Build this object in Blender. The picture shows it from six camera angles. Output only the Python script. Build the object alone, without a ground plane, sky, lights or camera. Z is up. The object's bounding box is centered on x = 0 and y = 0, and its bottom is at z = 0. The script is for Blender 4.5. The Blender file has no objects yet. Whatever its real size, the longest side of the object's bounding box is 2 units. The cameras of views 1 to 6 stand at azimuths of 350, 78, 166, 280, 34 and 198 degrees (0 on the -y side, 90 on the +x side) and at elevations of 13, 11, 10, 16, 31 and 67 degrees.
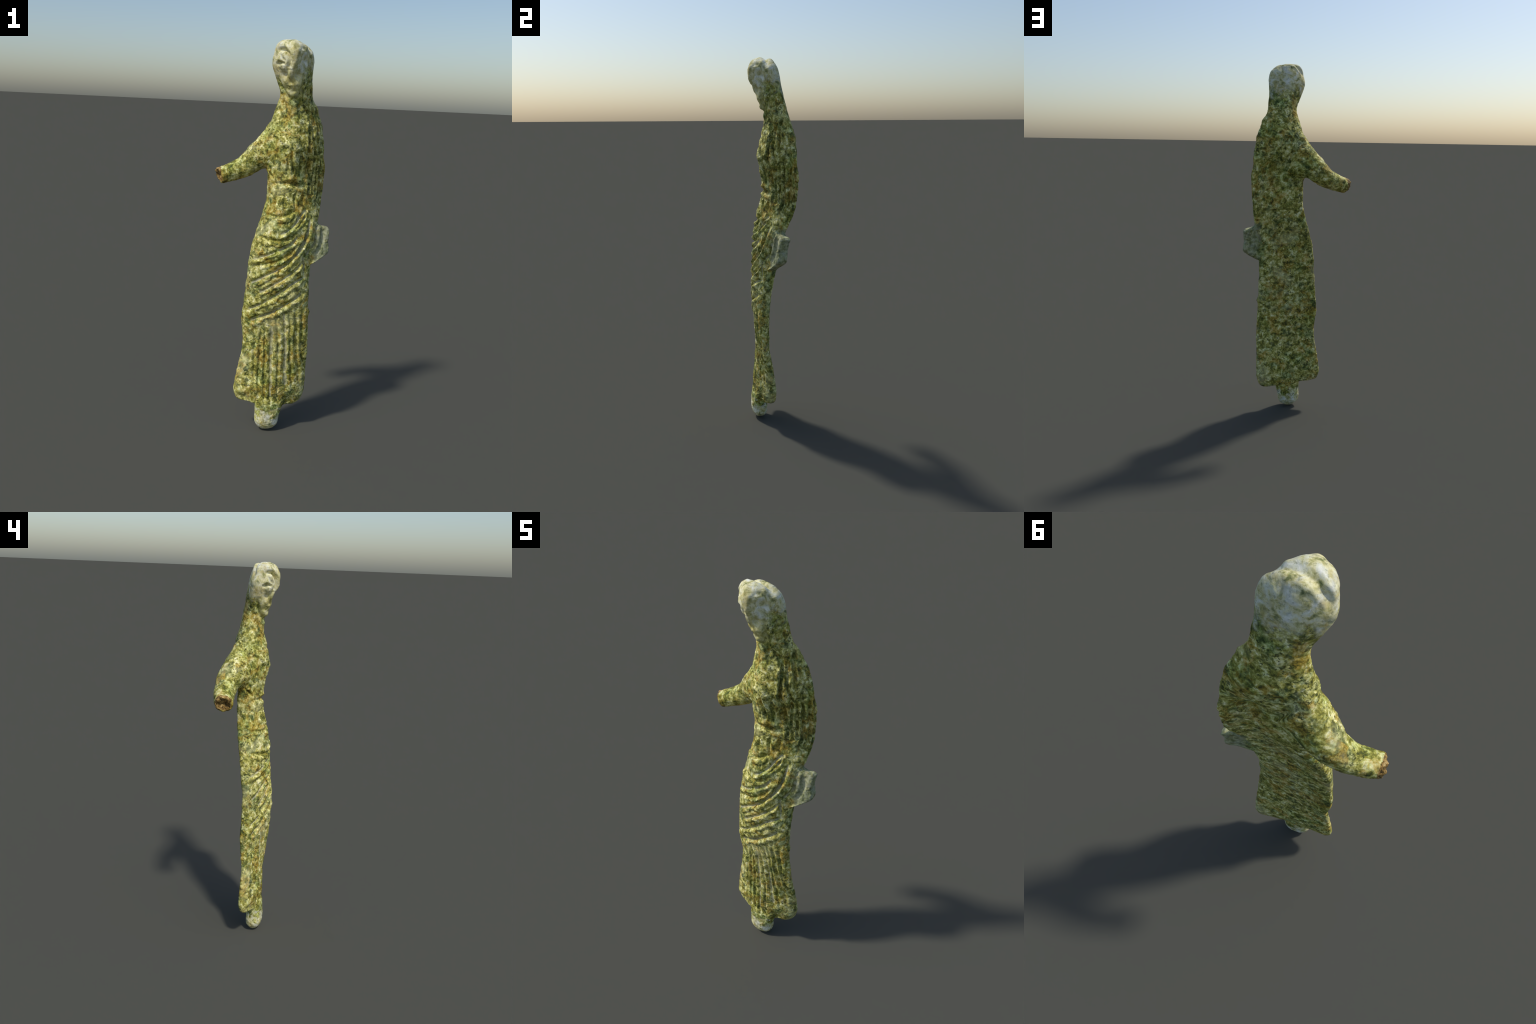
import bpy, bmesh, math, random
import numpy as np
from mathutils import Vector, noise
from mathutils.bvhtree import BVHTree
from mathutils.kdtree import KDTree

VOXEL = 0.0036

# ---------------------------------------------------------------- helpers
def pchip(xs, ys, q):
    """Monotone cubic interpolation: no overshoot between control sections."""
    xs, ys, q = (np.asarray(a, float) for a in (xs, ys, q))
    h = np.diff(xs); d = np.diff(ys) / h
    m = np.zeros_like(ys); m[0], m[-1] = d[0], d[-1]
    for i in range(1, len(xs) - 1):
        if d[i - 1] * d[i] > 0:
            w1, w2 = 2 * h[i] + h[i - 1], h[i] + 2 * h[i - 1]
            m[i] = (w1 + w2) / (w1 / d[i - 1] + w2 / d[i])
    k = np.clip(np.searchsorted(xs, q) - 1, 0, len(xs) - 2)
    t = (q - xs[k]) / h[k]; t = np.clip(t, 0, 1)
    return ((1 + 2 * t) * (1 - t) ** 2 * ys[k] + t * (1 - t) ** 2 * h[k] * m[k]
            + t * t * (3 - 2 * t) * ys[k + 1] + t * t * (t - 1) * h[k] * m[k + 1])

def grid_mesh(rings, cap=True):
    """Closed tube from a list of rings (each an (n,3) array)."""
    n = len(rings[0]); verts = np.concatenate(rings); faces = []
    for i in range(len(rings) - 1):
        a, b = i * n, (i + 1) * n
        for j in range(n):
            k = (j + 1) % n
            faces.append((a + j, a + k, b + k, b + j))
    if cap:
        faces.append(tuple(range(n))[::-1])
        faces.append(tuple(range((len(rings) - 1) * n, len(rings) * n)))
    return verts, faces

# ---------------------------------------------------------------- body: horizontal sections
# z, left x, right x, x of the front crest, front y at (left, crest, right),
# back y at (left, middle, right), corner roundness (1 = ellipse, small = boxy)
SECTIONS = [
 # feet of the skirt: thin plate, hollow at the back
 (0.146, -0.150, 0.135, 0.010, -0.070, -0.118, -0.082, -0.040, -0.046, -0.044, 0.60),
 (0.158, -0.166, 0.168, 0.010, -0.064, -0.118, -0.078, -0.026, -0.042, -0.026, 0.58),
 (0.185, -0.174, 0.192, 0.006, -0.062, -0.117, -0.078, -0.018, -0.038, -0.014, 0.58),
 (0.210, -0.177, 0.200, 0.006, -0.066, -0.119, -0.080, -0.013, -0.034, -0.012, 0.58),
 (0.260, -0.172, 0.203, 0.014, -0.068, -0.116, -0.084, -0.013, -0.032, -0.017, 0.58),
 (0.350, -0.158, 0.201, 0.035, -0.068, -0.107, -0.094, -0.017, -0.038, -0.034, 0.58),
 (0.430, -0.143, 0.200, 0.087, -0.068, -0.112, -0.109, -0.014, -0.046, -0.056, 0.58),
 (0.500, -0.139, 0.196, 0.118, -0.060, -0.121, -0.117, -0.007, -0.049, -0.064, 0.58),
 (0.600, -0.148, 0.190, 0.122, -0.062, -0.131, -0.123, -0.001, -0.045, -0.060, 0.58),
 (0.700, -0.141, 0.188, 0.110, -0.074, -0.139, -0.119, -0.002, -0.041, -0.052, 0.60),
 (0.800, -0.134, 0.190, 0.082, -0.074, -0.135, -0.098, -0.001, -0.035, -0.032, 0.60),
 (0.900, -0.123, 0.197, 0.055, -0.066, -0.130, -0.078,  0.013, -0.033, -0.008, 0.60),
 (1.000, -0.107, 0.208, 0.036, -0.066, -0.122, -0.074,  0.031, -0.023,  0.018, 0.62),
 (1.080, -0.082, 0.220, 0.035, -0.060, -0.119, -0.062,  0.048, -0.005,  0.036, 0.62),
 (1.150, -0.059, 0.239, 0.038, -0.056, -0.106, -0.022,  0.062,  0.014,  0.054, 0.63),
 (1.230, -0.040, 0.254, 0.042, -0.044, -0.090,  0.015,  0.069,  0.026,  0.084, 0.64),
 (1.320, -0.038, 0.260, 0.052, -0.040, -0.075,  0.025,  0.070,  0.037,  0.098, 0.65),
 (1.390, -0.046, 0.261, 0.062, -0.040, -0.079,  0.029,  0.069,  0.035,  0.103, 0.66),
 (1.445, -0.048, 0.256, 0.069, -0.040, -0.091,  0.027,  0.067,  0.050,  0.098, 0.68),
 (1.500, -0.050, 0.251, 0.076, -0.040, -0.099,  0.025,  0.064,  0.072,  0.093, 0.70),
 (1.590, -0.042, 0.236, 0.066, -0.020, -0.085,  0.014,  0.056,  0.090,  0.076, 0.74),
 (1.650, -0.024, 0.215, 0.058, -0.016, -0.069,  0.008,  0.048,  0.076,  0.062, 0.78),
 (1.700, -0.009, 0.194, 0.062, -0.022, -0.064, -0.002,  0.038,  0.061,  0.048, 0.80),
 (1.740, -0.000, 0.169, 0.052, -0.034, -0.078, -0.010,  0.028,  0.052,  0.038, 0.80),
 (1.800, -0.017, 0.160, 0.046, -0.050, -0.099, -0.022,  0.016,  0.038,  0.032, 0.80),
 (1.850, -0.039, 0.155, 0.036, -0.060, -0.117, -0.032,  0.008,  0.030,  0.020, 0.78),
 (1.900, -0.053, 0.157, 0.028, -0.066, -0.134, -0.044, -0.002,  0.022,  0.012, 0.78),
 (1.940, -0.048, 0.150, 0.030, -0.083, -0.139, -0.056, -0.010,  0.011,  0.002, 0.78),
 (1.972, -0.040, 0.127, 0.032, -0.088, -0.130, -0.062, -0.018, -0.003, -0.010, 0.85),
 (1.990, -0.027, 0.098, 0.030, -0.086, -0.115, -0.062, -0.027, -0.014, -0.022, 0.90),
 (1.999, -0.005, 0.065, 0.030, -0.070, -0.093, -0.062, -0.043, -0.034, -0.038, 1.00),
]

def section_ring(row, n=120):
    z, xl, xr, xa, fl, fa, fr, bl, bm, br, p = row
    a = np.linspace(0, 2 * np.pi, n, endpoint=False)
    X = np.sign(np.cos(a)) * np.abs(np.cos(a)) ** p
    Y = np.sign(np.sin(a)) * np.abs(np.sin(a)) ** p
    x = (xl + xr) / 2 + (xr - xl) / 2 * X
    def arc(l, m, r, xm, power=2.0):
        # smooth ridge-shaped profile across the width
        s = np.where(x < xm, (x - xm) / (xl - xm), (x - xm) / (xr - xm))
        s = np.clip(s, 0, 1)
        e = np.where(x < xm, l, r)
        return m + (e - m) * (0.45 * s + 0.55 * s ** power)
    f = arc(fl, fa, fr, xa); b = arc(bl, bm, br, (xl + xr) / 2 + (0.15 * (xr - xl) if z < 1.6 else 0.0), 2.6)
    y = (f + b) / 2 - (b - f) / 2 * Y
    return np.stack([x, y, np.full(n, z)], 1)[::-1]

def body_loft():
    S = np.array(SECTIONS)
    zs = np.unique(np.concatenate([np.linspace(S[0, 0], S[-1, 0], 190), S[-4:, 0], [S[0, 0]]]))
    cols = [pchip(S[:, 0], S[:, c], zs) for c in range(1, S.shape[1])]
    v, f = grid_mesh([section_ring((z,) + tuple(c[i] for c in cols)) for i, z in enumerate(zs)])
    v[:, 2] -= 0.10 * v[:, 0] * np.clip((0.27 - v[:, 2]) / 0.12, 0, 1)   # hem hangs lower on the right
    return v, f

def tube(path, n=48):
    """Tube through (x,y,z, half width across, half height) stations."""
    P = np.array(path, float); m = 40
    t = np.linspace(0, 1, len(P)); q = np.linspace(0, 1, m)
    C = np.stack([pchip(t, P[:, c], q) for c in range(P.shape[1])], 1)
    rings = []
    for i in range(m):
        d = C[min(i + 1, m - 1), :3] - C[max(i - 1, 0), :3]; d /= np.linalg.norm(d)
        side = np.cross(d, [0, 0, 1.0]); side /= np.linalg.norm(side)
        up = np.cross(side, d)
        a = np.linspace(0, 2 * np.pi, n, endpoint=False)
        rings.append(C[i, :3] + np.outer(np.cos(a) * C[i, 3], side) + np.outer(np.sin(a) * C[i, 4], up))
    return grid_mesh(rings)

ARM = [(0.020, 0.028, 1.490, 0.074, 0.112), (-0.030, 0.044, 1.466, 0.073, 0.100), (-0.075, 0.066, 1.441, 0.068, 0.072),
       (-0.115, 0.081, 1.407, 0.060, 0.061), (-0.165, 0.081, 1.372, 0.053, 0.052), (-0.225, 0.071, 1.350, 0.049, 0.046),
       (-0.265, 0.060, 1.338, 0.047, 0.043), (-0.281, 0.055, 1.332, 0.044, 0.040)]

# fragment of the falling mantle beside the hip: outline in (x, z), slab with depth
FRAGMENT = [(0.150, 1.120), (0.222, 1.112), (0.250, 1.096), (0.284, 1.092), (0.296, 1.078), (0.290, 1.050), (0.287, 1.020),
            (0.294, 0.985), (0.290, 0.958), (0.262, 0.936), (0.225, 0.915), (0.150, 0.880)]

def fragment_slab():
    P = np.array(FRAGMENT); n = len(P)
    q = np.linspace(0, n - 1, 60); P = np.stack([np.interp(q, range(n), P[:, 0]), np.interp(q, range(n), P[:, 1])], 1)
    c = P.mean(0); rings = []
    for y, k in ((-0.030, 0.93), (-0.025, 0.98), (-0.012, 1.0), (0.006, 1.0), (0.016, 0.98), (0.021, 0.93)):
        Q = c + (P - c) * k
        yy = y - 0.010 + (Q[:, 1] - 1.0) * 0.16 - np.minimum(0.28 - Q[:, 0], 0.075) * 0.28
        rings.append(np.stack([Q[:, 0], yy, Q[:, 1]], 1))
    v, f = grid_mesh(rings)
    return v, f

PEG = [(0.200, 0.012, -0.085, 0.078, 0.030), (0.150, 0.010, -0.086, 0.076, 0.038), (0.115, 0.004, -0.086, 0.068, 0.043),
       (0.060, -0.001, -0.086, 0.063, 0.043), (0.034, -0.001, -0.084, 0.057, 0.040), (0.014, -0.002, -0.083, 0.040, 0.030),
       (0.000, -0.003, -0.082, 0.016, 0.012)]

def peg_loft():
    P = np.array(PEG)[::-1]; zs = np.linspace(0, P[-1, 0], 50)
    a = np.linspace(0, 2 * np.pi, 72, endpoint=False)
    cols = [pchip(P[:, 0], P[:, c], zs) for c in range(1, 5)]
    cx = np.sign(np.cos(a)) * np.abs(np.cos(a)) ** 0.8; sy = np.sign(np.sin(a)) * np.abs(np.sin(a)) ** 0.8
    return grid_mesh([np.stack([cols[0][i] + cols[2][i] * cx, cols[1][i] + cols[3][i] * sy, np.full(72, z)], 1) for i, z in enumerate(zs)])

def blob(c, r, n=16):
    v, f = [], []
    rings = []
    for i in range(n + 1):
        t = math.pi * (0.02 + 0.96 * i / n)
        a = np.linspace(0, 2 * np.pi, 24, endpoint=False)
        rings.append(np.stack([c[0] + r[0] * math.sin(t) * np.cos(a), c[1] + r[1] * math.sin(t) * np.sin(a),
                               np.full(24, c[2] - r[2] * math.cos(t))], 1))
    return grid_mesh(rings)

def base_mesh():
    pieces = [body_loft(), tube(ARM), fragment_slab(), peg_loft(), blob((-0.018, 0.040, 1.540), (0.044, 0.044, 0.078))]
    objs = []
    V, F, o = [], [], 0
    for v, f in pieces:
        V.append(v); F += [tuple(i + o for i in g) for g in f]; o += len(v)
    me = bpy.data.meshes.new("raw"); me.from_pydata(np.concatenate(V).tolist(), [], F); me.update()
    bm = bmesh.new(); bm.from_mesh(me); bm.normal_update()
    # orient every shell outwards
    bmesh.ops.recalc_face_normals(bm, faces=bm.faces); bm.to_mesh(me); bm.free()
    ob = bpy.data.objects.new("raw", me); bpy.context.scene.collection.objects.link(ob)
    r = ob.modifiers.new("union", "REMESH"); r.mode = "VOXEL"; r.voxel_size = VOXEL; r.adaptivity = 0
    dg = bpy.context.evaluated_depsgraph_get()
    out = bpy.data.meshes.new_from_object(ob.evaluated_get(dg))
    bpy.data.objects.remove(ob); bpy.data.meshes.remove(me)
    return out

def mesh_arrays(me):
    v = np.empty(len(me.vertices) * 3); me.vertices.foreach_get("co", v)
    n = np.empty(len(me.vertices) * 3); me.vertices.foreach_get("normal", n)
    e = np.empty(len(me.edges) * 2, int); me.edges.foreach_get("vertices", e)
    return v.reshape(-1, 3), n.reshape(-1, 3), e.reshape(-1, 2)

def smooth(val, e, it, k=0.5):
    cnt = np.bincount(e.ravel(), minlength=len(val)).astype(float)
    for _ in range(it):
        acc = np.zeros_like(val)
        for c in range(val.shape[1]):
            acc[:, c] = np.bincount(e[:, 0], val[e[:, 1], c], len(val)) + np.bincount(e[:, 1], val[e[:, 0], c], len(val))
        val = val + k * (acc / cnt[:, None] - val)
    return val

# ---------------------------------------------------------------- drapery and face relief
# Each fold: control points on the surface, half width, groove depth, height of the lip on
# the lower / right side of the line, and whether pale deposit sits in the groove.
FOLDS = [
 # wrap of the mantle across hips and thighs
 ("wrap", [(-0.122,-0.087,0.596),(-0.103,-0.096,0.608),(-0.059,-0.112,0.632),(-0.010,-0.125,0.655),(0.030,-0.133,0.684),(0.069,-0.138,0.713),(0.111,-0.133,0.741),(0.153,-0.107,0.769)], 0.0099, 0.0143, 0.004, 1),
 ("wrap", [(-0.137,-0.075,0.660),(-0.110,-0.091,0.672),(-0.072,-0.107,0.696),(-0.033,-0.119,0.721),(0.006,-0.128,0.751),(0.045,-0.135,0.779),(0.085,-0.136,0.812),(0.125,-0.115,0.830),(0.157,-0.091,0.843)], 0.0088, 0.0110, 0.007, 1),
 ("wrap", [(-0.084,-0.100,0.753),(-0.045,-0.113,0.778),(-0.007,-0.124,0.806),(0.032,-0.131,0.832),(0.073,-0.130,0.861),(0.113,-0.109,0.890),(0.142,-0.085,0.930)], 0.0077, 0.0099, 0.006, 1),
 ("wrap", [(-0.131,-0.066,0.794),(-0.086,-0.092,0.823),(-0.038,-0.111,0.855),(0.010,-0.124,0.883),(0.050,-0.126,0.913),(0.093,-0.109,0.954),(0.127,-0.087,0.999),(0.154,-0.067,1.054),(0.164,-0.058,1.095)], 0.0088, 0.0110, 0.007, 1),
 ("wrap", [(-0.097,-0.075,0.894),(-0.050,-0.102,0.908),(-0.002,-0.119,0.924),(0.038,-0.125,0.944),(0.070,-0.115,0.968),(0.097,-0.102,0.997)], 0.0077, 0.0077, 0.005, 0),
 ("wrap", [(-0.120,-0.047,0.919),(-0.084,-0.078,0.937),(-0.042,-0.102,0.956),(0.001,-0.117,0.978),(0.041,-0.119,1.000),(0.079,-0.107,1.024),(0.117,-0.089,1.058)], 0.0088, 0.0099, 0.006, 1),
 ("shelf", [(-0.091,-0.040,1.045),(-0.066,-0.069,1.038),(-0.034,-0.095,1.031),(0.004,-0.113,1.030),(0.050,-0.114,1.041),(0.094,-0.100,1.054)], 0.010, 0.010, 0.010, 0),
 ("curl", [(0.008,-0.111,1.060),(0.043,-0.113,1.077),(0.070,-0.104,1.096),(0.097,-0.091,1.120),(0.130,-0.072,1.165),(0.159,-0.056,1.189)], 0.008, 0.010, 0.005, 1),
 ("curl", [(0.075,-0.104,1.085),(0.105,-0.090,1.100),(0.135,-0.074,1.140),(0.160,-0.060,1.180)], 0.006, 0.007, 0.004, 1),
 ("overfold", [(-0.059,-0.021,1.155),(-0.029,-0.062,1.152),(0.007,-0.090,1.149),(0.036,-0.100,1.154),(0.068,-0.092,1.172),(0.106,-0.080,1.189)], 0.009, 0.010, 0.007, 0),
 ("drop", [(0.177,-0.047,1.140),(0.164,-0.058,1.095),(0.149,-0.071,1.044),(0.127,-0.087,0.994),(0.099,-0.106,0.951)], 0.008, 0.009, 0.000, 1),
 ("drop", [(0.213,-0.017,1.114),(0.212,-0.018,1.067),(0.196,-0.030,1.019),(0.166,-0.062,0.973),(0.142,-0.084,0.935),(0.147,-0.088,0.888),(0.150,-0.096,0.842)], 0.008, 0.011, 0.000, 1),
 ("drop", [(0.225,-0.030,1.100),(0.232,-0.035,1.060),(0.222,-0.045,1.010),(0.200,-0.058,0.965)], 0.007, -0.006, 0.000, 0),
 ("drop", [(0.250,-0.030,1.090),(0.255,-0.032,1.050),(0.245,-0.038,1.000),(0.225,-0.045,0.950)], 0.010, 0.006, 0.000, 0),
 # girdle: two lips with a sunk band between them
 ("girdle", [(-0.027,-0.028,1.320),(0.019,-0.061,1.327),(0.067,-0.073,1.340),(0.111,-0.063,1.335),(0.152,-0.048,1.327)], 0.0072, -0.0035, 0.000, 0),
 ("girdle", [(-0.028,-0.027,1.309),(0.015,-0.060,1.313),(0.060,-0.074,1.318),(0.107,-0.065,1.309),(0.160,-0.047,1.301)], 0.0108, 0.0085, 0.000, 0),
 ("girdle", [(-0.030,-0.025,1.299),(0.010,-0.059,1.297),(0.054,-0.075,1.294),(0.103,-0.068,1.282),(0.163,-0.047,1.272)], 0.0072, -0.0035, 0.000, 0),
 # short pleats of the tunic between girdle and wrap
 ("pleat", [(-0.007,-0.054,1.272),(-0.009,-0.061,1.212),(-0.007,-0.076,1.167)], 0.0072, 0.0127, 0, 0),
 ("pleat", [(0.035,-0.077,1.272),(0.033,-0.087,1.216),(0.036,-0.097,1.167)], 0.0072, 0.0127, 0, 0),
 ("pleat", [(0.092,-0.072,1.268),(0.088,-0.080,1.232),(0.095,-0.083,1.191)], 0.0072, 0.0109, 0, 0),
 ("pleat", [(0.132,-0.061,1.258),(0.137,-0.065,1.210)], 0.0072, 0.0109, 0, 0),
 # tunic over the chest
 ("pleat", [(0.052,-0.092,1.490),(0.058,-0.090,1.460),(0.064,-0.086,1.430),(0.071,-0.077,1.397),(0.067,-0.074,1.358)], 0.0072, 0.0130, 0, 0),
 ("pleat", [(0.100,-0.090,1.490),(0.109,-0.081,1.460),(0.111,-0.069,1.418),(0.113,-0.060,1.358)], 0.0063, 0.0104, 0, 0),
 ("pleat", [(0.122,-0.082,1.500),(0.132,-0.071,1.467),(0.146,-0.053,1.418),(0.150,-0.045,1.360)], 0.0081, 0.0117, 0, 0),
 ("pleat", [(0.038,-0.084,1.450),(0.041,-0.078,1.430),(0.045,-0.075,1.396),(0.046,-0.073,1.355)], 0.0054, 0.0078, 0, 0),
 ("pleat", [(-0.046,0.000,1.395),(-0.044,0.002,1.378),(-0.032,-0.020,1.353),(-0.016,-0.037,1.331)], 0.0063, 0.0091, 0, 0),
 ("pleat", [(0.000,-0.062,1.440),(0.004,-0.058,1.414),(0.009,-0.059,1.379),(0.014,-0.060,1.352)], 0.0072, 0.0065, 0, 0),
 ("chest", [(-0.042,-0.005,1.575),(-0.027,-0.027,1.561),(0.000,-0.057,1.540),(0.022,-0.076,1.518),(0.042,-0.088,1.499)], 0.0090, -0.0091, 0, 0),
 ("chest", [(0.034,-0.080,1.548),(0.054,-0.092,1.517),(0.072,-0.097,1.494),(0.093,-0.089,1.467)], 0.0080, -0.0078, 0, 0),
 ("chest", [(-0.035,-0.021,1.610),(-0.003,-0.054,1.568),(0.024,-0.081,1.536),(0.050,-0.096,1.512)], 0.0070, 0.0065, 0, 0),
 ("chest", [(0.005,-0.040,1.650),(0.040,-0.072,1.610),(0.080,-0.085,1.580),(0.115,-0.070,1.550)], 0.0100, 0.0065, 0, 0),
 ("neck", [(0.090,-0.062,1.735),(0.091,-0.060,1.722),(0.090,-0.057,1.689),(0.083,-0.060,1.660)], 0.009, 0.010, 0, 0),
 ("neck", [(0.010,-0.030,1.735),(0.013,-0.030,1.719),(0.019,-0.036,1.685),(0.027,-0.048,1.655)], 0.008, 0.006, 0, 0),
 # long folds of the mantle down the left side
 ("mantle", [(0.100,-0.053,1.703),(0.134,-0.039,1.664),(0.152,-0.037,1.623),(0.150,-0.050,1.580),(0.148,-0.060,1.536),(0.150,-0.062,1.481),(0.159,-0.045,1.417),(0.163,-0.037,1.361),(0.166,-0.036,1.311),(0.170,-0.036,1.261)], 0.0076, 0.0175, 0.003, 0),
 ("mantle", [(0.167,-0.010,1.685),(0.170,-0.016,1.654),(0.168,-0.029,1.614),(0.170,-0.036,1.580),(0.176,-0.041,1.529),(0.187,-0.034,1.479),(0.191,-0.028,1.445),(0.186,-0.028,1.393),(0.183,-0.029,1.340),(0.188,-0.030,1.295),(0.190,-0.030,1.253)], 0.0068, 0.0175, 0, 0),
 ("mantle", [(0.183,0.015,1.705),(0.189,0.005,1.681),(0.188,-0.006,1.631),(0.198,-0.010,1.580),(0.200,-0.016,1.537),(0.203,-0.016,1.500)], 0.0068, 0.0175, 0, 0),
 ("mantle", [(0.208,-0.012,1.475),(0.206,-0.012,1.421),(0.206,-0.010,1.377),(0.204,-0.012,1.324),(0.206,-0.014,1.255)], 0.0059, 0.0162, 0, 0),
 ("mantle", [(0.229,0.016,1.530),(0.225,0.006,1.480),(0.227,0.006,1.433),(0.225,0.005,1.385),(0.227,0.006,1.344),(0.225,0.003,1.292),(0.223,-0.001,1.258),(0.215,-0.013,1.212)], 0.0068, 0.0175, 0, 0),
 ("mantle", [(0.239,0.031,1.530),(0.248,0.038,1.474),(0.251,0.034,1.414),(0.250,0.031,1.369),(0.252,0.034,1.325),(0.248,0.027,1.277),(0.245,0.021,1.239),(0.234,0.004,1.200)], 0.0068, 0.0175, 0, 0),
 ("mantle", [(0.251,0.056,1.467),(0.256,0.058,1.414),(0.257,0.062,1.363),(0.255,0.055,1.312),(0.252,0.047,1.260),(0.248,0.037,1.208)], 0.0068, 0.0121, 0, 0),
 # pleats of the skirt below the wrap
 ("skirt", [(-0.097,-0.098,0.580),(-0.089,-0.096,0.527),(-0.084,-0.094,0.420),(-0.083,-0.099,0.331),(-0.077,-0.102,0.247)], 0.0077, 0.0078, 0, 0),
 ("skirt", [(-0.063,-0.110,0.595),(-0.057,-0.104,0.502),(-0.057,-0.103,0.389),(-0.057,-0.107,0.277),(-0.050,-0.110,0.180)], 0.0077, 0.0091, 0, 0),
 ("skirt", [(-0.040,-0.116,0.605),(-0.034,-0.109,0.504),(-0.031,-0.108,0.391),(-0.027,-0.114,0.234),(-0.020,-0.116,0.150)], 0.0066, 0.0091, 0, 0),
 ("skirt", [(-0.018,-0.121,0.623),(-0.006,-0.120,0.562),(0.001,-0.111,0.448),(0.003,-0.114,0.336),(0.010,-0.118,0.150)], 0.0088, 0.0104, 0, 1),
 ("skirt", [(0.016,-0.128,0.640),(0.027,-0.124,0.553),(0.038,-0.115,0.449),(0.042,-0.113,0.347),(0.047,-0.110,0.170)], 0.0066, 0.0091, 0, 0),
 ("skirt", [(0.051,-0.135,0.666),(0.063,-0.130,0.565),(0.074,-0.118,0.449),(0.080,-0.105,0.331),(0.092,-0.095,0.222)], 0.0099, 0.0117, 0, 1),
 ("skirt", [(0.078,-0.136,0.680),(0.094,-0.128,0.560),(0.100,-0.116,0.450),(0.112,-0.098,0.340),(0.125,-0.088,0.232)], 0.0066, 0.0078, 0, 0),
 ("skirt", [(0.109,-0.136,0.690),(0.124,-0.128,0.592),(0.126,-0.118,0.505),(0.145,-0.090,0.381),(0.165,-0.068,0.251)], 0.0088, 0.0104, 0, 0),
 ("skirt", [(0.150,-0.114,0.680),(0.153,-0.107,0.501),(0.182,-0.071,0.344)], 0.0077, 0.0078, 0, 0),
 # head: hair arch, temple hollow, wrap edge, jaw line, nose
 ("hair", [(-0.037,-0.084,1.940),(-0.029,-0.091,1.950),(-0.014,-0.106,1.952),(-0.004,-0.119,1.942),(0.004,-0.126,1.926),(0.011,-0.129,1.906),(0.015,-0.126,1.886),(0.016,-0.117,1.866)], 0.0090, 0.0200, 0, 0),
 ("temple", [(-0.044,-0.068,1.881),(-0.036,-0.082,1.887),(-0.026,-0.096,1.891),(-0.008,-0.112,1.885)], 0.007, 0.012, 0, 0),
 ("temple", [(-0.026,-0.090,1.935),(-0.022,-0.098,1.915),(-0.015,-0.108,1.900)], 0.006, 0.005, 0, 0),
 ("brow", [(0.062,-0.115,1.965),(0.050,-0.127,1.952),(0.045,-0.130,1.932),(0.042,-0.127,1.904),(0.035,-0.120,1.863)], 0.0120, -0.0060, 0, 0),
 ("wrap_edge", [(0.064,-0.118,1.955),(0.082,-0.103,1.962),(0.102,-0.086,1.952),(0.120,-0.070,1.937),(0.132,-0.054,1.912),(0.136,-0.045,1.880)], 0.008, 0.004, 0, 0),
 ("jaw", [(-0.028,-0.050,1.835),(-0.023,-0.042,1.817),(-0.008,-0.041,1.791),(0.008,-0.045,1.764),(0.028,-0.058,1.733),(0.052,-0.072,1.725),(0.078,-0.066,1.735),(0.092,-0.070,1.775),(0.092,-0.078,1.818),(0.090,-0.086,1.848)], 0.0095, 0.0095, 0, 0),
 ("nose", [(0.018,-0.114,1.858),(0.024,-0.103,1.834),(0.030,-0.094,1.818)], 0.0084, -0.0075, 0, 0),
 ("veil", [(0.122,-0.051,1.841),(0.125,-0.044,1.810),(0.112,-0.055,1.777),(0.108,-0.050,1.724)], 0.008, 0.008, 0, 0),
 ("veil", [(0.140,-0.020,1.800),(0.140,-0.015,1.770),(0.144,-0.015,1.730)], 0.007, 0.006, 0, 0),
 ("crown", [(0.132,-0.060,1.940),(0.122,-0.058,1.962),(0.105,-0.056,1.980),(0.089,-0.055,1.990),(0.059,-0.050,1.999),(0.022,-0.039,1.997),(-0.008,-0.030,1.974),(-0.034,-0.030,1.930)], 0.014, 0.012, 0, 0),
]

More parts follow.
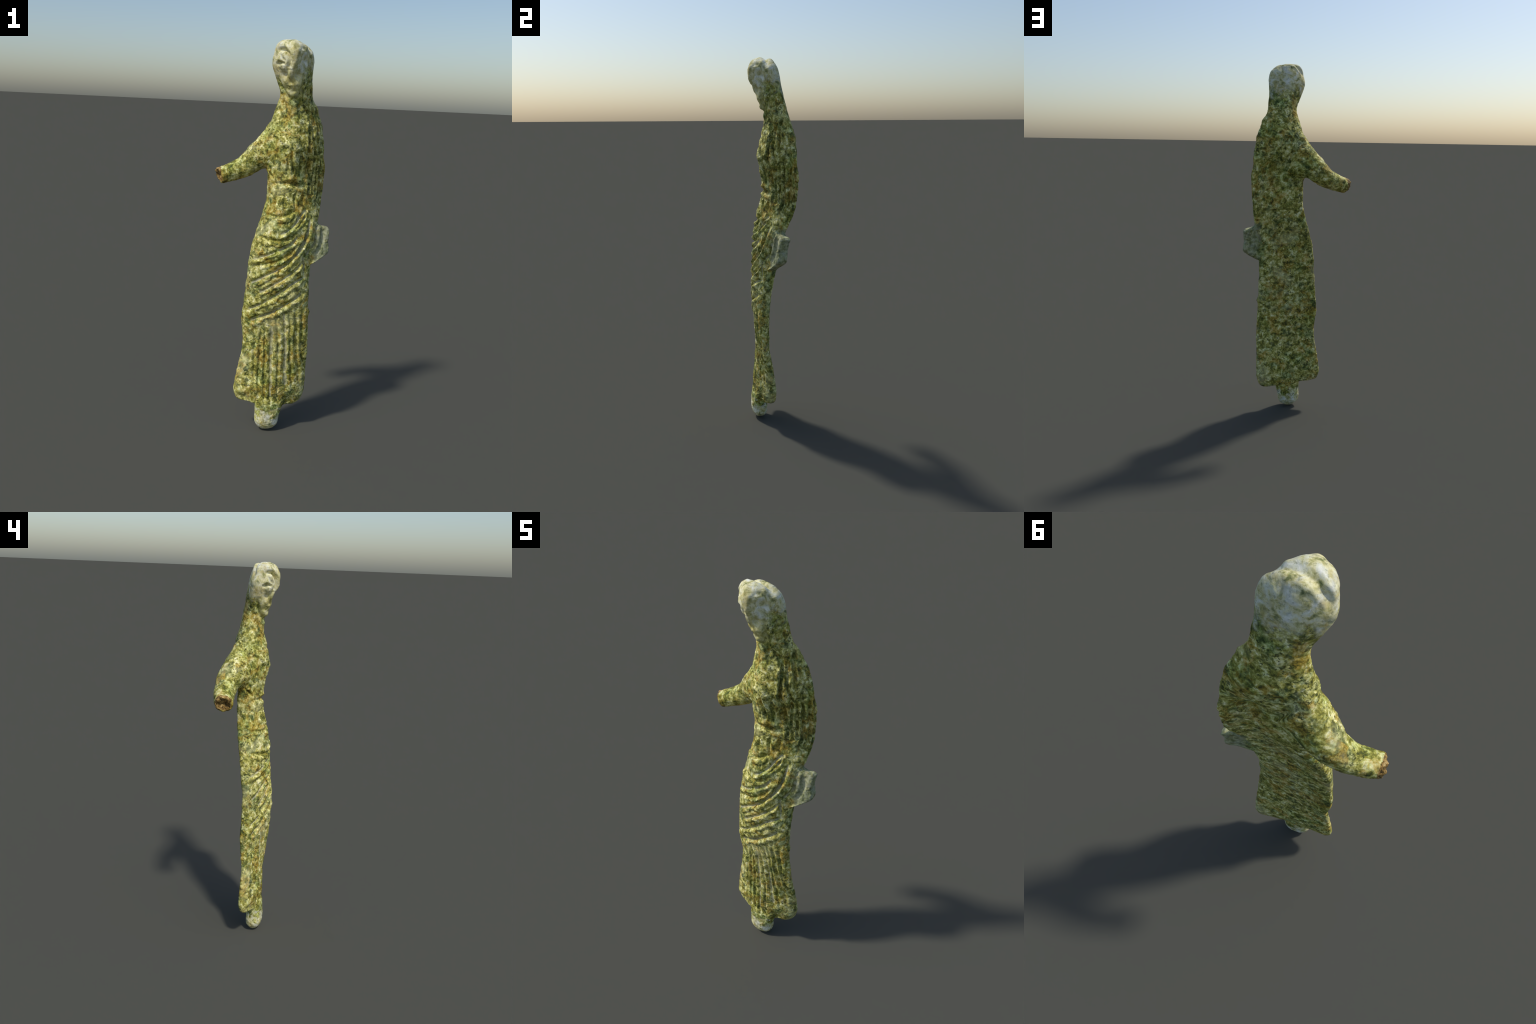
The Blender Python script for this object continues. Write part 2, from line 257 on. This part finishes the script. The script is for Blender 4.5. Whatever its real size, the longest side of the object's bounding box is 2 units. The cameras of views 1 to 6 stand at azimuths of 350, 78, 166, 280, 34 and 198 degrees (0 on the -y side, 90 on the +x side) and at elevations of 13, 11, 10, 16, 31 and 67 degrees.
# round dents (+) and lumps (-): centre, radius, depth
DENTS = [((-0.004,-0.088,1.836), 0.015, 0.015), ((0.062,-0.098,1.838), 0.015, 0.014), ((0.050,-0.085,1.766), 0.008, 0.007), ((0.036,-0.092,1.806), 0.008, 0.006),
         ((0.032,-0.088,1.792), 0.009, -0.005), ((0.013,-0.060,1.768), 0.008, 0.003), ((0.050,-0.076,1.752), 0.024, -0.004), ((0.008,-0.075,1.805), 0.020, -0.006), ((0.068,-0.085,1.800), 0.018, -0.006),
         ((-0.026,-0.092,1.915), 0.016, -0.006), ((-0.010,-0.095,1.868), 0.014, -0.004),
         ((0.098,-0.080,1.910), 0.034, 0.011),
         ((-0.015,-0.098,1.100), 0.032, -0.008), ((0.015,-0.085,1.205), 0.030, -0.007), ((0.185,-0.045,1.030), 0.028, -0.007),
         # corrosion warts
         ((-0.126,-0.082,0.337), 0.017, -0.010), ((-0.126,-0.088,0.330), 0.006, 0.006), ((0.179,-0.094,0.655), 0.014, -0.008), ((-0.143,-0.072,0.622), 0.016, -0.006),
         ((-0.088,-0.096,0.545), 0.011, -0.004), ((0.115,-0.09,0.232), 0.012, -0.003),
         # torn hem corners
         ((-0.150,-0.072,0.215), 0.030, -0.008), ((-0.125,-0.085,0.185), 0.020, 0.010), ((0.150,-0.062,0.185), 0.026, -0.005), ((0.105,-0.085,0.165), 0.022, 0.012),
         # pit behind the armpit, hollows on the back
         ((0.003,0.066,1.345), 0.011, 0.026), ((0.150,0.085,1.430), 0.050, 0.014), ((0.030,0.085,1.500), 0.040, -0.004), ((0.070,0.080,1.330), 0.050, 0.006),
         # broken arm end, hollow in the core
         ((-0.290,0.054,1.331), 0.020, 0.014), ((-0.290,0.054,1.352), 0.008, 0.006), ((-0.290,0.077,1.325), 0.009, 0.006), ((-0.290,0.036,1.318), 0.008, 0.005)]

def spline_points(P, step=0.002):
    P = np.array(P, float)
    s = np.concatenate([[0], np.cumsum(np.linalg.norm(np.diff(P, axis=0), axis=1))])
    q = np.linspace(0, s[-1], max(8, int(s[-1] / step)))
    C = np.stack([pchip(s, P[:, c], q) for c in range(3)], 1)
    # taper factor: folds fade out at both ends
    t = np.clip(np.minimum(q, s[-1] - q) / (0.18 * s[-1] + 0.008), 0, 1)
    return C, np.sqrt(t) * 0.9 + 0.1 * t

def fbm(v, scale, octaves=3, seed=0.0):
    out = np.empty(len(v)); off = Vector((seed * 7.3, seed * 3.1, -seed * 5.7))
    for i, p in enumerate(v):
        out[i] = noise.fractal(Vector(p) * scale + off, 0.9, 2.0, octaves)
    return out

def carve(me):
    v, n, e = mesh_arrays(me)
    v = smooth(v, e, 4)
    # blend the joints of arm, shoulder and mantle end into one casting
    joint = np.zeros(len(v))
    for c, r in (((-0.050, 0.035, 1.545), 0.065), ((-0.045, 0.040, 1.360), 0.030), ((0.215, 0.000, 1.110), 0.025), ((0.210, -0.020, 0.930), 0.030),
                 ((0.215, 0.010, 1.000), 0.035), ((-0.070, -0.080, 0.150), 0.014), ((0.080, -0.080, 0.140), 0.014)):
        joint = np.maximum(joint, np.exp(-(((v - np.array(c)) / r) ** 2).sum(1)))
    soft = smooth(v, e, 45)
    v = v + (soft - v) * np.clip(joint * 1.4, 0, 1)[:, None]
    me.vertices.foreach_set("co", v.ravel()); me.update()
    v, n, e = mesh_arrays(me); n = smooth(n, e, 6)
    n /= np.linalg.norm(n, axis=1)[:, None]
    bm = bmesh.new(); bm.from_mesh(me); bvh = BVHTree.FromBMesh(bm); bm.free()
    kd = KDTree(len(v))
    for i, p in enumerate(v): kd.insert(p, i)
    kd.balance()
    disp = np.zeros(len(v)); deposit = np.zeros(len(v))
    rng = random.Random(5)
    for kind, pts, w, depth, lip, dep in FOLDS:
        C, taper = spline_points(pts)
        ph = rng.random() * 50
        if kind in ("skirt", "pleat", "mantle"):   # hand-cut folds waver and change depth
            C = C + np.array([noise.noise_vector(Vector(p) * 16 + Vector((ph, ph, 0))) for p in C]) * (0.0045, 0.0, 0.0)
            taper = taper * np.array([1.0 + 0.55 * noise.noise(Vector((ph, 0, p[2] * 18))) for p in C])
        C = np.array([bvh.find_nearest(Vector(p))[0] for p in C])
        T = np.gradient(C, axis=0); T /= np.linalg.norm(T, axis=1)[:, None] + 1e-9
        reach = w * 3.6
        near = {}
        for i, c in enumerate(C):
            for co, idx, dist in kd.find_range(Vector(c), reach):
                o = near.get(idx)
                if o is None or dist < o[0]: near[idx] = (dist, i)
        idx = np.array(list(near)); ci = np.array([near[i][1] for i in idx])
        dvec = v[idx] - C[ci]; nn = n[idx]
        side = np.einsum("ij,ij->i", dvec, np.cross(T[ci], nn))
        dist = np.sqrt(np.maximum((dvec ** 2).sum(1) - np.einsum("ij,ij->i", dvec, nn) ** 2, 0))
        irregular = np.array([1 + 0.5 * noise.noise(Vector((c[0] * 25 + ph, c[1] * 25, c[2] * 25))) for c in C])
        ww = w * irregular[ci]
        k = taper[ci]
        g = -depth * np.exp(-(dist / ww) ** 2) + lip * np.exp(-((side - 1.7 * ww) / (1.1 * ww)) ** 2) * np.exp(-(np.maximum(dist - np.abs(side), 0) / ww) ** 2)
        if depth > 0:   # soft shoulder of cloth on both sides of a groove
            g += 0.22 * depth * np.exp(-((dist - 2.0 * ww) / ww) ** 2)
        disp[idx] += g * k
        if dep:
            patch = np.array([noise.noise(Vector(p) * 38 + Vector((ph, 0, 0))) for p in v[idx]])
            deposit[idx] = np.maximum(deposit[idx], k * (dist < (0.75 + 0.5 * patch) * ww) * (side < 0.5 * ww) * (patch > -0.22))
    for c, r, d in DENTS:
        q = bvh.find_nearest(Vector(c))[0]
        g = np.exp(-(((v - np.array(q)) / r) ** 2).sum(1))
        disp -= d * g
    disp = np.clip(disp, -0.026, 0.0075)
    # corroded skin: broad unevenness, lumps, pits; the head is worn smoother
    worn = np.clip((v[:, 2] - 1.72) / 0.12, 0, 1)
    rough = 1 - 0.65 * worn
    broad = fbm(v, 14, 2, 1.0) * 0.0030
    lumps = fbm(v, 45, 3, 2.0)
    pits = fbm(v, 120, 2, 3.0)
    disp += broad * (0.7 + 0.3 * rough) + rough * (lumps * 0.0020 + np.minimum(pits, 0.15) * 0.0020)
    v2 = v + n * disp[:, None]
    # jagged break on the arm end
    brk = np.clip((-0.273 - v[:, 0]) / 0.01, 0, 1)
    v2[:, 0] += brk * fbm(v, 70, 3, 6.0) * 0.006
    v2 = smooth(v2, e, 1, 0.25)
    lo, hi = v2.min(0), v2.max(0)
    v2[:, 2] = (v2[:, 2] - lo[2]) * (2.0 / (hi[2] - lo[2]))
    me.vertices.foreach_set("co", v2.ravel()); me.update()
    return v2, deposit

# ---------------------------------------------------------------- regions (parts of one cast surface)
def segment_side(P, a, b):
    return (P[:, 0] - a[0]) * (b[1] - a[1]) - (P[:, 1] - a[1]) * (b[0] - a[0])

def regions(C):
    """C: face centres -> part name per face."""
    x, y, z = C[:, 0], C[:, 1], C[:, 2]
    name = np.full(len(C), "skirt", dtype=object)
    wrap_low = np.interp(x, [-0.16, -0.10, 0.0, 0.07, 0.16, 0.22], [0.585, 0.610, 0.660, 0.713, 0.772, 0.80])
    wrap_high = np.interp(x, [-0.09, 0.01, 0.036, 0.106, 0.16, 0.24], [1.155, 1.149, 1.154, 1.189, 1.20, 1.18])
    name[(z > wrap_low) & (z <= wrap_high)] = "wrapped_mantle"
    up = z > wrap_high
    name[up] = "torso"
    mant = up & (x > np.interp(z, [1.2, 1.27, 1.40, 1.55, 1.62, 1.70], [0.165, 0.168, 0.154, 0.144, 0.147, 0.137]))
    name[mant] = "shoulder_mantle"
    girdle = up & ~mant & (y < 0.0) & (z > np.interp(x, [-0.03, 0.054, 0.163], [1.293, 1.288, 1.266])) & (z < np.interp(x, [-0.027, 0.067, 0.152], [1.326, 1.346, 1.333]))
    name[girdle] = "girdle"
    chin = 1.745 + (y + 0.07) * 0.25
    name[(z > 1.665) & (z <= chin) & (y < 0.09)] = "neck"
    name[z > chin] = "head"
    arm = (x < -0.048) & (z > 1.27) & (z < 1.57)
    name[arm] = "arm"
    core = ((y - 0.054) ** 2 + (z - 1.332) ** 2) < 0.031 ** 2
    name[arm & ((x < -0.276) | (core & (x < -0.252)))] = "broken_arm_end"
    name[(x > 0.222) & (z > 0.88) & (z < 1.105)] = "mantle_fragment"
    name[(z < 0.118) & (np.abs(x - 0.003) < 0.078)] = "peg"
    return name

# ---------------------------------------------------------------- materials
class Nodes:
    def __init__(self, name):
        self.mat = bpy.data.materials.new(name); self.mat.use_nodes = True
        self.t = self.mat.node_tree; self.t.nodes.clear()
        self.co = self.new("ShaderNodeTexCoord").outputs["Object"]
    def new(self, kind, **kw):
        nd = self.t.nodes.new(kind)
        for k, v in kw.items(): setattr(nd, k, v)
        return nd
    def link(self, a, b): self.t.links.new(a, b)
    def put(self, sock, val):
        if hasattr(val, "is_output"): self.link(val, sock)
        else: sock.default_value = val
    def noise(self, scale, detail=4, rough=0.6, warp=0.0, stretch=None, offset=(0, 0, 0)):
        co = self.co
        m = self.new("ShaderNodeMapping"); self.link(co, m.inputs["Vector"])
        m.inputs["Location"].default_value = offset
        if stretch: m.inputs["Scale"].default_value = stretch
        nd = self.new("ShaderNodeTexNoise"); self.link(m.outputs[0], nd.inputs["Vector"])
        nd.inputs["Scale"].default_value = scale; nd.inputs["Detail"].default_value = detail
        nd.inputs["Roughness"].default_value = rough; nd.inputs["Distortion"].default_value = warp
        return nd.outputs["Fac"]
    def ramp(self, fac, stops, interp="LINEAR"):
        nd = self.new("ShaderNodeValToRGB"); self.link(fac, nd.inputs["Fac"])
        cr = nd.color_ramp; cr.interpolation = interp
        while len(cr.elements) < len(stops): cr.elements.new(0.5)
        for el, (p, c) in zip(cr.elements, stops):
            el.position = p; el.color = (*c, 1) if len(c) == 3 else c
        return nd.outputs["Color"]
    def step(self, fac, lo, hi, to=(0, 1)):
        nd = self.new("ShaderNodeMapRange", interpolation_type="SMOOTHSTEP"); self.put(nd.inputs["Value"], fac)
        for k, v in zip(("From Min", "From Max", "To Min", "To Max"), (lo, hi, *to)): nd.inputs[k].default_value = v
        return nd.outputs["Result"]
    def math(self, op, a, b=0.0):
        nd = self.new("ShaderNodeMath", operation=op); self.put(nd.inputs[0], a); self.put(nd.inputs[1], b)
        return nd.outputs[0]
    def mix(self, fac, a, b, mode="MIX"):
        nd = self.new("ShaderNodeMix", data_type="RGBA", blend_type=mode)
        self.put(nd.inputs["Factor"], fac)
        self.put(nd.inputs["A"] if False else nd.inputs[6], a if hasattr(a, "is_output") else (*a, 1))
        self.put(nd.inputs[7], b if hasattr(b, "is_output") else (*b, 1))
        return nd.outputs[2]

DARK, SHADE, OLIVE = (0.036, 0.046, 0.012), (0.140, 0.138, 0.024), (0.325, 0.305, 0.056)
LIGHT, PALE = (0.640, 0.600, 0.195), (0.97, 0.93, 0.55)
OCHRE, RUST = (0.430, 0.275, 0.032), (0.200, 0.085, 0.012)
GREEN, DEEP_GREEN = (0.130, 0.215, 0.090), (0.022, 0.058, 0.018)
GREY, BLUE_GREY, WHITE = (0.40, 0.42, 0.32), (0.34, 0.38, 0.40), (0.66, 0.67, 0.56)

def patina(name, grey=0.0, rust=0.0, dark=0.0):
    N = Nodes(name)
    fine = N.math("ADD", N.math("MULTIPLY", N.noise(38, 5, 0.62, 0.5), 0.72), N.math("MULTIPLY", N.noise(118, 4, 0.62, 0.2, offset=(8, 2, 5)), 0.28))
    col = N.ramp(fine, [(0.325, DARK), (0.405, SHADE), (0.48, OLIVE), (0.555, LIGHT), (0.645, PALE)])
    # pale greenish-grey corrosion in patches
    g = N.math("MULTIPLY", N.step(N.noise(19, 5, 0.68, 0.5, offset=(3, 1, 2)), 0.51, 0.62), 0.52)
    col = N.mix(g, col, N.ramp(fine, [(0.38, (0.07, 0.11, 0.045)), (0.48, (0.31, 0.36, 0.16)), (0.58, (0.68, 0.69, 0.36))]))
    # ochre earth
    o = N.math("MULTIPLY", N.step(N.noise(14, 5, 0.68, 0.6, offset=(-4, 2, 7)), 0.50, 0.60), 0.72)
    col = N.mix(o, col, N.ramp(fine, [(0.38, (0.10, 0.062, 0.010)), (0.49, OCHRE), (0.59, (0.62, 0.47, 0.14))]))
    # green corrosion
    q = N.math("MULTIPLY", N.step(N.noise(15, 5, 0.66, 0.4, offset=(9, -5, 1)), 0.54, 0.63), 0.62)
    col = N.mix(q, col, N.ramp(fine, [(0.39, DEEP_GREEN), (0.49, (0.115, 0.180, 0.055)), (0.59, (0.44, 0.51, 0.22))]))
    # dark clustered blotches, then small pits
    blot = N.step(N.noise(40, 4, 0.62, 0.4, offset=(-7, 3, 5)), 0.54, 0.60)
    big = N.step(N.noise(7, 3, 0.6, offset=(2, 8, -3)), 0.38, 0.62)
    col = N.mix(N.math("MULTIPLY", N.math("MULTIPLY", blot, big), 0.75), col, (0.050, 0.066, 0.018))
    sp = N.step(N.noise(95, 3, 0.6, 0.2, offset=(1, 4, 4)), 0.555, 0.61)
    where = N.step(N.noise(15, 3, 0.6, offset=(6, 1, -3)), 0.40, 0.60)
    col = N.mix(N.math("MULTIPLY", N.math("MULTIPLY", sp, where), 0.85), col, DARK)
    # broad drifts of darker green and of paler crust
    wide = N.noise(6, 4, 0.6, 0.6, offset=(11, 3, 6))
    col = N.mix(N.step(wide, 0.50, 0.66, (0, 0.65)), col, (0.64, 0.78, 0.55), "MULTIPLY")
    col = N.mix(N.step(wide, 0.46, 0.32, (0, 0.50)), col, N.mix(0.6, col, (0.70, 0.66, 0.34)))
    # worn, limy head and foot of the casting: paler and bluer, ragged border
    xyz = N.new("ShaderNodeSeparateXYZ"); N.link(N.co, xyz.inputs[0])
    rag = N.math("MULTIPLY", N.math("SUBTRACT", N.noise(20, 4, 0.65, 0.3, offset=(5, 5, 0)), 0.5), 0.34)
    zz = N.math("ADD", xyz.outputs["Z"], rag)
    fx = N.math("MULTIPLY", N.step(xyz.outputs["X"], -0.035, -0.010), N.step(xyz.outputs["X"], 0.105, 0.080))
    fy = N.step(N.math("ADD", xyz.outputs["Y"], N.math("MULTIPLY", N.math("SUBTRACT", xyz.outputs["Z"], 1.75), 0.25)), -0.030, -0.055)
    face = N.math("MULTIPLY", N.math("MULTIPLY", fx, fy), N.step(xyz.outputs["Z"], 1.725, 1.75))
    facec = N.ramp(N.noise(45, 5, 0.62, 0.4, offset=(4, 4, 8)), [(0.34, (0.17, 0.16, 0.045)), (0.43, (0.42, 0.39, 0.13)), (0.53, (0.64, 0.60, 0.27)), (0.66, (0.82, 0.78, 0.47))])
    col = N.mix(N.math("MULTIPLY", face, 0.72), col, facec)
    lime = N.math("MAXIMUM", N.step(zz, 1.80, 1.90), N.step(zz, 0.115, 0.065))
    limec = N.ramp(N.noise(26, 5, 0.62, 0.5, offset=(-2, 6, 3)), [(0.33, (0.16, 0.19, 0.075)), (0.41, (0.52, 0.49, 0.22)), (0.49, (0.78, 0.73, 0.44)), (0.57, (0.78, 0.78, 0.60)), (0.66, (0.95, 0.94, 0.82))])
    limec = N.mix(N.math("MULTIPLY", N.step(N.noise(15, 4, 0.65, offset=(7, 0, 2)), 0.52, 0.66), 0.38), limec, (0.40, 0.43, 0.46))
    limec = N.mix(N.math("MULTIPLY", N.step(N.noise(19, 4, 0.6, offset=(0, 3, 9)), 0.52, 0.65), 0.48), limec, (0.50, 0.40, 0.12))
    limec = N.mix(N.math("MULTIPLY", N.step(N.noise(90, 4, 0.6), 0.54, 0.66), 0.45), limec, (0.12, 0.14, 0.06))
    col = N.mix(N.math("MULTIPLY", lime, 0.85), col, limec)
    # grey crust on the broken mantle end and the edge below it
    x1 = N.step(N.math("ADD", xyz.outputs["X"], N.math("MULTIPLY", rag, 0.22)), 0.185, 0.225)
    z1 = N.math("MULTIPLY", N.step(zz, 0.80, 0.93), N.step(zz, 1.15, 1.06))
    crust = N.math("MULTIPLY", N.math("MULTIPLY", x1, z1), 0.75)
    col = N.mix(crust, col, N.ramp(N.noise(48, 5, 0.62, 0.3, offset=(6, 2, 2)), [(0.33, (0.08, 0.10, 0.045)), (0.46, (0.25, 0.27, 0.155)), (0.60, (0.44, 0.45, 0.31))]))
    if grey:
        gc = N.ramp(N.noise(55, 4, 0.6, 0.3, offset=(2, 2, 2)), [(0.34, (0.17, 0.165, 0.08)), (0.46, (0.37, 0.36, 0.22)), (0.60, (0.53, 0.51, 0.35))])
        col = N.mix(grey, col, gc)
    if dark:
        col = N.mix(dark, col, N.ramp(N.noise(80, 4, 0.6), [(0.38, (0.012, 0.022, 0.008)), (0.52, (0.045, 0.085, 0.030)), (0.64, (0.22, 0.30, 0.13))]))
    if rust:
        rc = N.ramp(N.noise(75, 5, 0.68, 0.4), [(0.36, (0.016, 0.010, 0.005)), (0.46, (0.12, 0.062, 0.015)), (0.55, (0.33, 0.195, 0.052)), (0.68, (0.62, 0.46, 0.21))])
        col = N.mix(rust, col, rc)
    p = N.new("ShaderNodeBsdfPrincipled"); N.link(col, p.inputs["Base Color"])
    p.inputs["Roughness"].default_value = 0.78
    p.inputs["Specular IOR Level"].default_value = 0.25
    h = N.math("ADD", N.math("MULTIPLY", fine, 0.7), N.math("MULTIPLY", N.noise(210, 3, 0.6), 0.3))
    b = N.new("ShaderNodeBump"); b.inputs["Strength"].default_value = 0.5; b.inputs["Distance"].default_value = 0.004
    N.link(h, b.inputs["Height"]); N.link(b.outputs[0], p.inputs["Normal"])
    out = N.new("ShaderNodeOutputMaterial"); N.link(p.outputs[0], out.inputs[0])
    return N.mat

# ---------------------------------------------------------------- assembly
def main():
    me = base_mesh()
    v, deposit = carve(me)
    for p in me.polygons: p.use_smooth = True
    nv = len(me.vertices)
    _, nrm, _ = mesh_arrays(me)
    loops = np.empty(len(me.loops), int); me.loops.foreach_get("vertex_index", loops)
    tot = np.empty(len(me.polygons), int); me.polygons.foreach_get("loop_total", tot)
    start = np.empty(len(me.polygons), int); me.polygons.foreach_get("loop_start", start)
    faces = [loops[s:s + t] for s, t in zip(start, tot)]
    cen = np.array([v[f].mean(0) for f in faces]); dep = np.array([deposit[f].mean() for f in faces])
    part = regions(cen)

    mats = {"patina": patina("green_bronze_patina"), "deposit": patina("pale_groove_deposit", grey=0.62),
            "rust": patina("rusty_break", rust=0.93), "wart": patina("dark_green_corrosion", dark=0.75)}
    warts = [((-0.126, -0.088, 0.337), 0.017), ((0.184, -0.094, 0.655), 0.013), ((-0.147, -0.072, 0.622), 0.010), ((-0.088, -0.099, 0.545), 0.009)]
    slot = np.zeros(len(faces), int)
    slot[dep > 0.35] = 1
    for c, r in warts:
        slot[((cen - np.array(c)) ** 2).sum(1) < r * r] = 2

    root = bpy.data.objects.new("bronze_statuette", None); bpy.context.scene.collection.objects.link(root)
    root["label"] = "corroded green bronze statuette of a draped standing woman"
    root["category"] = "statue"
    for name in sorted(set(part)):
        ids = np.nonzero(part == name)[0]
        used = np.unique(np.concatenate([faces[i] for i in ids]))
        back = np.full(nv, -1); back[used] = np.arange(len(used))
        m = bpy.data.meshes.new(name)
        m.from_pydata(v[used].tolist(), [], [back[faces[i]].tolist() for i in ids]); m.update()
        main_mat = {"broken_arm_end": "rust"}.get(name, "patina")
        for k in (main_mat, "deposit", "wart"): m.materials.append(mats[k])
        si = slot[ids].astype(np.int32)
        if main_mat != "patina": si[:] = 0
        m.polygons.foreach_set("material_index", si)
        m.polygons.foreach_set("use_smooth", np.ones(len(ids), bool))
        m.normals_split_custom_set_from_vertices(nrm[used].tolist())
        ob = bpy.data.objects.new(name, m); bpy.context.scene.collection.objects.link(ob); ob.parent = root
    print("parts", sorted(set(part)), "faces", len(faces), "bounds", v.min(0), v.max(0))
    bpy.data.meshes.remove(me)

main()
